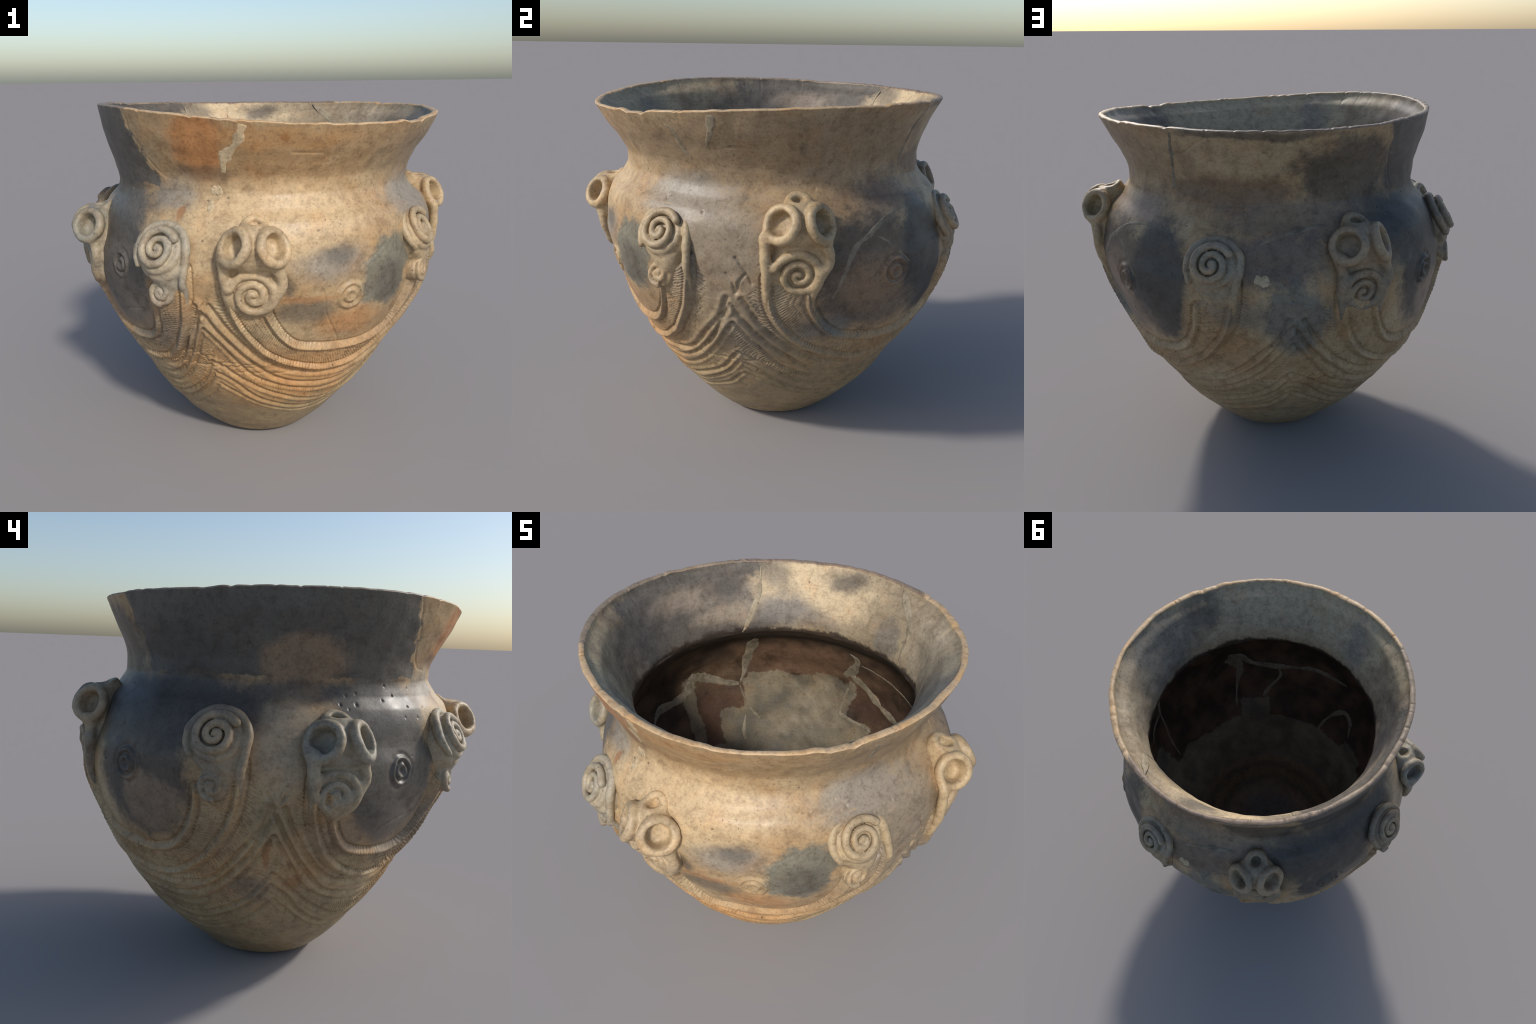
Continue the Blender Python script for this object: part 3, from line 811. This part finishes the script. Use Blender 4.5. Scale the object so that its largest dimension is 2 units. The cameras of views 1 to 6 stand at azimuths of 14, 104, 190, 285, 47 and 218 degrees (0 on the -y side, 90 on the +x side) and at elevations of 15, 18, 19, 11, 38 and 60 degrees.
LUG_MATS = [make_applied('pale_clay', (.53, .40, .24), (.43, .33, .21)),
            make_applied('warm_clay', (.47, .35, .205), (.38, .29, .175)),
            make_applied('smoked_clay', (.34, .26, .17), (.20, .175, .135), (.17, .145, .11)),
            make_applied('grey_green_clay', (.34, .285, .20), (.25, .24, .20))]
for i, L in enumerate(LUGS):
    fr = Local(L['az']); z = L['z']; r0 = fr.r(z)
    nf, nc = L['out'], L['coil']              # how far out the cup rims and the coil stand
    def field(P, fr=fr, z=z, nf=nf, nc=nc, i=i):
        w = PEAKS[i + 1] - PEAKS[i]
        axes = [(unit((.66 * sd, .62, .40)), np.array((.090 * sd, nf, z))) for sd in (-1, 1)]
        mass = d_ball(P, (0, nf - .068, z + .005), (.10, .075, .085))
        for ax, c in axes:
            mass = blend(mass, d_drum(P, c - ax * .010, ax, .080, .14, .016), .016)
            e1 = unit(np.cross(ax, (0, 0, 1))); e2 = np.cross(e1, ax)
            lip = [c - ax * .012 + .069 * (math.cos(q) * e1 + math.sin(q) * e2) for q in np.linspace(0, TAU, 25)]
            mass = blend(mass, d_tube(P, lip, .0225), .012)
        mass = blend(mass, d_ball(P, (0, nf - .052, z - .055), (.095, .060, .060)), .025)
        # ring standing on the shoulder behind the cups
        ca, cx = np.array((0, nf - .085, z + .080)), unit((0, .55, .83))
        mass = blend(mass, d_drum(P, ca, cx, .060, .10, .016), .016)
        for ax, c in axes:
            mass = carve(mass, d_tube(P, [c + ax * .05, c - ax * .030], (.060, .050)), .010)
        mass = carve(mass, d_tube(P, [ca + cx * .04, ca - cx * .016], (.036, .024)), .010)
        # tongue-shaped stem carrying a coil
        zc = z - .228; nc = max(nc - .012, fr.r(zc) + .022)
        tilt = unit((0, .985, -.14)); ex = np.array((1.0, 0, 0)); ey = unit(np.cross(ex, tilt)); ey = ey if ey[2] > 0 else -ey
        stem = d_tube(P, [(0, nf - .100, z - .04), (0, nc - .110, zc), (.01, fr.r(z - .36) - .080, z - .36)], (.085, .085, .070))
        mass = blend(mass, stem, .03)
        web = [fr.on(.5 * (fr.az + rope_az('outer_rope', i, .98, False)), q, -.062) for q in (z - .06, z - .16, z - .27, z - .36)]
        mass = blend(mass, d_tube(P, web, (.085, .080, .070, .050)), .035)
        web = [fr.on(fr.az + 4.2, q, -.050) for q in (z - .08, z - .16, z - .25)]
        mass = blend(mass, d_tube(P, web, (.080, .078, .060)), .035)
        mass = blend(mass, d_drum(P, (-.006, nc - .012, zc), tilt, .118, .13, .022), .028)
        turn = spiral(np.array((-.006, nc - .012, zc)) + tilt * .011, ex, ey, .004, .106, 2.3, .9, 1)
        # the coil unwinds on the left into the outer rope
        mass = blend(mass, d_tube(P, turn, np.linspace(.0135, .0195, 90)), .005)
        ra, rb_ = (lambda q: rope_az('outer_rope', i, q, False)), (lambda q: rope_az('inner_rope', i, q, False))
        a0 = fr.az
        left = [fr.on(ra(1.04) - .6, z - .075, .045), fr.on(ra(1.04) - .3, z - .15, .036), fr.on(ra(1.02), z - .23, .026), fr.on(ra(.96), .965, .016), fr.on(ra(.90), .90, .004)]
        right = [fr.on(a0 + 6.0, z - .09, .050), fr.on(a0 + 7.4, z - .17, .036), fr.on(.5 * (a0 + 7.2) + .5 * rb_(.98), z - .25, .026), fr.on(rb_(.93), .94, .014), fr.on(rb_(.88), .88, .004)]
        for pth in (left, right):
            sp = smooth_path(pth, 4)
            mass = blend(mass, d_tube(P, sp, np.linspace(.026, .015, len(sp))), .026)
        return mass
    skin('cup_lug', fr, (-.23, fr.r(1.0) - .10 if fr.r(1.0) < fr.r(1.33) else fr.r(z + .13) - .06, .83), (.23, 1.12, z + .17), field, LUG_MATS[i])

BOSS_MATS = [make_applied('grey_buff_clay', (.42, .35, .245), (.33, .30, .235), (.26, .20, .14)),
             make_applied('buff_clay', (.43, .33, .20), (.36, .28, .18)),
             make_applied('ochre_grey_clay', (.36, .275, .175), (.26, .235, .185), (.19, .16, .12)),
             make_applied('dusky_clay', (.33, .255, .165), (.19, .165, .13), (.24, .18, .12))]
SMALL = [True, True, False, True]
for i, Bs in enumerate(BOSSES):
    fr = Local(Bs['az']); z = Bs['z']; nf = Bs['out']
    g = (i - 1) % 4; w = PEAKS[g + 1] - PEAKS[g]; p1 = PEAKS[g + 1] if i else 356.0
    def field(P, fr=fr, z=z, nf=nf, i=i, w=w, p1=p1):
        ax = unit((0, .86, .50)); ex = np.array((1.0, 0, 0)); ey = unit(np.cross(ex, ax)); ey = ey if ey[2] > 0 else -ey
        c = np.array((0, nf - .046, z))
        # tongue-shaped strap rising out of the garland, ending in a thick disc
        pad = d_drum(P, c - ax * .028, ax, .128, .16, .030)
        strap = d_tube(P, [(0, nf - .185, z - .01), (.022, fr.r(z - .14) - .035, z - .14), (.020, fr.r(.95) - .045, .95), (-.01, fr.r(.84) - .06, .84)], (.105, .084, .066, .052))
        mass = blend(pad, strap, .03)
        mass = blend(mass, d_drum(P, c, ax, .106, .16, .020), .012)
        # coil: winds outward left - top - right and leaves down the right flank as the outer rope
        turn = spiral(c + ax * .014, ex, ey, .004, .094, 2.25, 2.2, -1)
        mass = blend(mass, d_tube(P, turn, np.linspace(.014, .0180, 90)), .004)
        ro = lambda q: rope_az('outer_rope', (i - 1) % 4, q, True) 
        k = np.radians(np.array([215, 190, 160, 130, 100, 70, 40, 10]))
        rim_pts = [c - ax * .022 + .124 * (np.cos(q) * ex + np.sin(q) * ey) for q in k]
        hood = rim_pts + [fr.on(ro(1.08), z - .13, .034), fr.on(ro(1.0), 1.0, .016), fr.on(ro(.90), .90, .004)]
        sp = smooth_path(hood, 6)
        mass = blend(mass, d_tube(P, sp, np.interp(np.linspace(0, 1, len(sp)), [0, .2, .75, 1], [.014, .022, .020, .013])), .008)
        if SMALL[i]:
            zc = z - .195; nc = fr.r(zc) + .036; cc = np.array((-.005, nc, zc)); a2 = unit((0, .97, .12))
            mass = blend(mass, d_drum(P, cc, a2, .062, .08, .014), .014)
            e2 = unit(np.cross(ex, a2)); e2 = e2 if e2[2] > 0 else -e2
            mass = blend(mass, d_tube(P, spiral(cc + a2 * .008, ex, e2, .003, .054, 1.7, .3, 1, 50), .0130), .004)
        return mass
    skin('spiral_boss', fr, (-.18, fr.r(z + .14) - .06, .80), (.21, 1.09, z + .20), field, BOSS_MATS[i])

# ----------------------------------------------------------------------------
# plaster mends: low ribbons lying on the wall
# ----------------------------------------------------------------------------
M_PLASTER = make_plaster('mending_plaster', (.56, .45, .29))
M_PLASTER_GREY = make_plaster('grey_mending_plaster', (.36, .30, .205))
M_PLASTER_DARK = make_plaster('smoked_mending_plaster', (.23, .195, .145))
M_PLASTER_IN = make_plaster('inner_mending_plaster', (.24, .205, .145))

def ribbon(name, pts, widths, surf, mat, rise=.0012):
    p = smooth_path(np.array([(a, z, w) for (a, z), w in zip(pts, widths)]), 8)
    n = len(p); wob = lambda: np.convolve(rng.normal(0, 1, n + 4), np.ones(5) / 5, 'valid')
    p[:, 0] += .22 * wob(); p[:, 1] += .002 * wob()
    p[:, 2] *= np.clip(1 + .5 * wob(), .5, 1.6) * np.sqrt(np.sin(np.linspace(.12, math.pi - .12, n)))
    t = np.gradient(p[:, :2], axis=0); tx, ty = t[:, 0] * math.radians(1) * .8, t[:, 1]
    ln = np.hypot(tx, ty) + 1e-9; nx, ny = -ty / ln, tx / ln
    k = np.linspace(-1, 1, 9); V_ = []
    for c in k:
        az = p[:, 0] + nx * p[:, 2] * c / (math.radians(1) * .8); z = p[:, 1] + ny * p[:, 2] * c
        off = rise * (1 - abs(c) ** 3) - .0035 * abs(c) ** 8
        off = np.where(np.arange(n) % (n - 1) == 0, -.004, off)
        V_.append(surf(az, z, off))
    V_ = np.stack(V_, 1).reshape(-1, 3); m = len(k)
    a = (np.arange(n - 1)[:, None] * m + np.arange(m - 1)[None]).ravel()
    q = np.stack([a, a + m, a + m + 1, a + 1], 1)
    ob = bpy.data.objects.new(name, mesh_from(name, V_, [q], mat)); link(ob)
    return ob
def outer_surf(az, z, off):
    a = az % 360
    i = np.interp(z, ZB, np.arange(NB)); jx = a * NA / 360
    i0 = np.clip(i.astype(int), 0, NB - 1); j0 = np.round(jx).astype(int) % NA
    p = wall(a, z); k = np.clip((z - Z_NECK) / (Z_RIM - Z_NECK), 0, 1)
    lump = base_relief[j0] * (1 - sstep(0, .25, k)) + .0022 * neck_lump_a(p[..., 0], p[..., 1], z) * sstep(0, .3, k) + .0011 * neck_lump_b(p[..., 0], p[..., 1], z)
    return wall(a, z, off + np.where(z < Z_NECK, relief[i0, j0], lump))
def inner_surf(az, z, off):
    th = np.where(z > Z_IN, wall_thickness(z), wall_thickness(z) * lean(z))
    r = radius(az, z) - th - throat(az, z)
    a = np.radians(az); x, y = r * np.sin(a), -r * np.cos(a)
    r = r + np.where(z > Z_IN, .003 * neck_lump_a(x, y, z) + .0012 * neck_lump_b(x, y, z), .004 * in_a(x, y, z) + .0015 * in_b(x, y, z)) - off * 1.0
    return np.stack([r * np.sin(a), -r * np.cos(a), true_z(az, z)], -1)

for pts, w, mat in [
    ([(10.5, 1.735), (9.4, 1.69), (7.8, 1.638), (5.2, 1.60), (3.6, 1.56), (3.2, 1.505)], (.026, .021, .018, .024, .022, .015), M_PLASTER),
    ([(1.5, 1.452), (.6, 1.428), (-.6, 1.405)], (.015, .024, .010), M_PLASTER),
    ([(359.6, 1.40), (359.0, 1.37), (358.6, 1.335)], (.006, .016, .008), M_PLASTER),
    ([(72.6, 1.69), (75, 1.654), (75.6, 1.574), (77.8, 1.519)], (.005, .008, .010, .005), M_PLASTER_GREY),
    ([(87, 1.735), (86.5, 1.69), (85.8, 1.648), (83.3, 1.577)], (.020, .014, .010, .006), M_PLASTER_GREY),
    ([(147.1, 1.294), (143, 1.29), (138.8, 1.278), (131.4, 1.212), (127, 1.172), (124.4, 1.105), (122.5, 1.024), (119.9, .926)],
     (.004, .006, .007, .009, .012, .012, .010, .008), M_PLASTER_DARK),
    ([(133.1, 1.2), (138.6, 1.155), (146.2, 1.042)], (.004, .005, .004), M_PLASTER_DARK),
    ([(158.7, 1.735), (156.5, 1.66), (155.2, 1.594), (153.6, 1.52), (152.7, 1.449)], (.009, .009, .010, .009, .006), M_PLASTER_DARK),
    ([(184.9, 1.261), (188.6, 1.290), (194, 1.310), (198.6, 1.324), (207.2, 1.330)], (.006, .009, .008, .010, .006), M_PLASTER_DARK),
    ([(187.6, 1.14), (186.8, 1.113), (186.2, 1.09)], (.012, .024, .012), M_PLASTER),
]:
    ribbon('mended_seam', pts, [v * 1.4 for v in w], outer_surf, mat)
for pts, w in [
    ([(229.4, 1.722), (230.0, 1.66), (230.8, 1.597), (236.6, 1.465), (239.8, 1.400)], (.005, .006, .008, .010, .005)),
    ([(168.9, 1.735), (162.7, 1.69), (156.1, 1.635), (154.2, 1.555), (154.7, 1.406)], (.006, .009, .010, .009, .007)),
    ([(231.5, 1.30), (233.1, 1.25), (235.2, 1.147), (236.8, 1.025), (239, .949)], (.014, .020, .018, .010, .007)),
    ([(239, .949), (243, .962), (246.8, .982), (252, 1.02), (258.3, 1.06), (261.8, 1.05)], (.010, .014, .012, .016, .028, .018)),
    ([(261.4, 1.05), (262.7, .98), (267, .96), (271.3, .953), (278.5, .953), (282.1, .909), (287, .85)], (.018, .022, .014, .012, .012, .009, .006)),
    ([(239, .949), (236.7, .829), (233.5, .758), (230.2, .708)], (.006, .006, .006, .006)),
    ([(237, .755), (238.9, .656), (238.3, .585)], (.006, .008, .008)),
    ([(194.2, 1.061), (189.6, 1.130), (186.6, 1.218), (190, 1.26)], (.020, .022, .010, .006)),
    ([(189.6, 1.09), (188.9, 1.065), (184.7, 1.031), (178.6, .966), (171.8, .925), (165, .91)], (.026, .022, .010, .013, .014, .014)),
    ([(190.5, 1.05), (193.4, .917), (193.9, .822), (190.4, .798), (175.6, .780)], (.014, .008, .008, .007, .006)),
    ([(60, 1.10), (58.4, 1.084), (54.3, .968), (57.3, .791), (59, .68)], (.02, .03, .016, .009, .010)),
    ([(58, 1.09), (53.2, 1.078), (47.4, 1.0), (34.7, .975), (24.9, .992), (14.8, 1.02), (4.3, 1.011), (355.6, 1.02)],
     (.02, .018, .012, .012, .010, .012, .014, .008)),
    ([(34.7, .971), (33.3, .899), (38.6, .803), (43, .722)], (.012, .008, .010, .010)),
    ([(4.3, .602), (.6, .709), (353.3, .812), (347.4, .792), (341.8, .68)], (.012, .010, .014, .010, .008)),
    ([(106, .60), (103, .80), (101, .98), (98, 1.14)], (.010, .007, .007, .006)),
    ([(101, .97), (108, .93), (114, .85)], (.006, .005, .004)),
    ([(186, 1.20), (170, 1.15), (160, 1.09), (150, 1.02)], (.006, .004, .005, .004)),
]:
    pts = [(a - 360 if (a > 300 and any(b < 90 for b, _ in pts)) else a, z) for a, z in pts]
    ribbon('inner_mended_seam', pts, [v * 1.9 for v in w], inner_surf, M_PLASTER_GREY if pts[0][1] > 1.6 else M_PLASTER_IN, .0024)
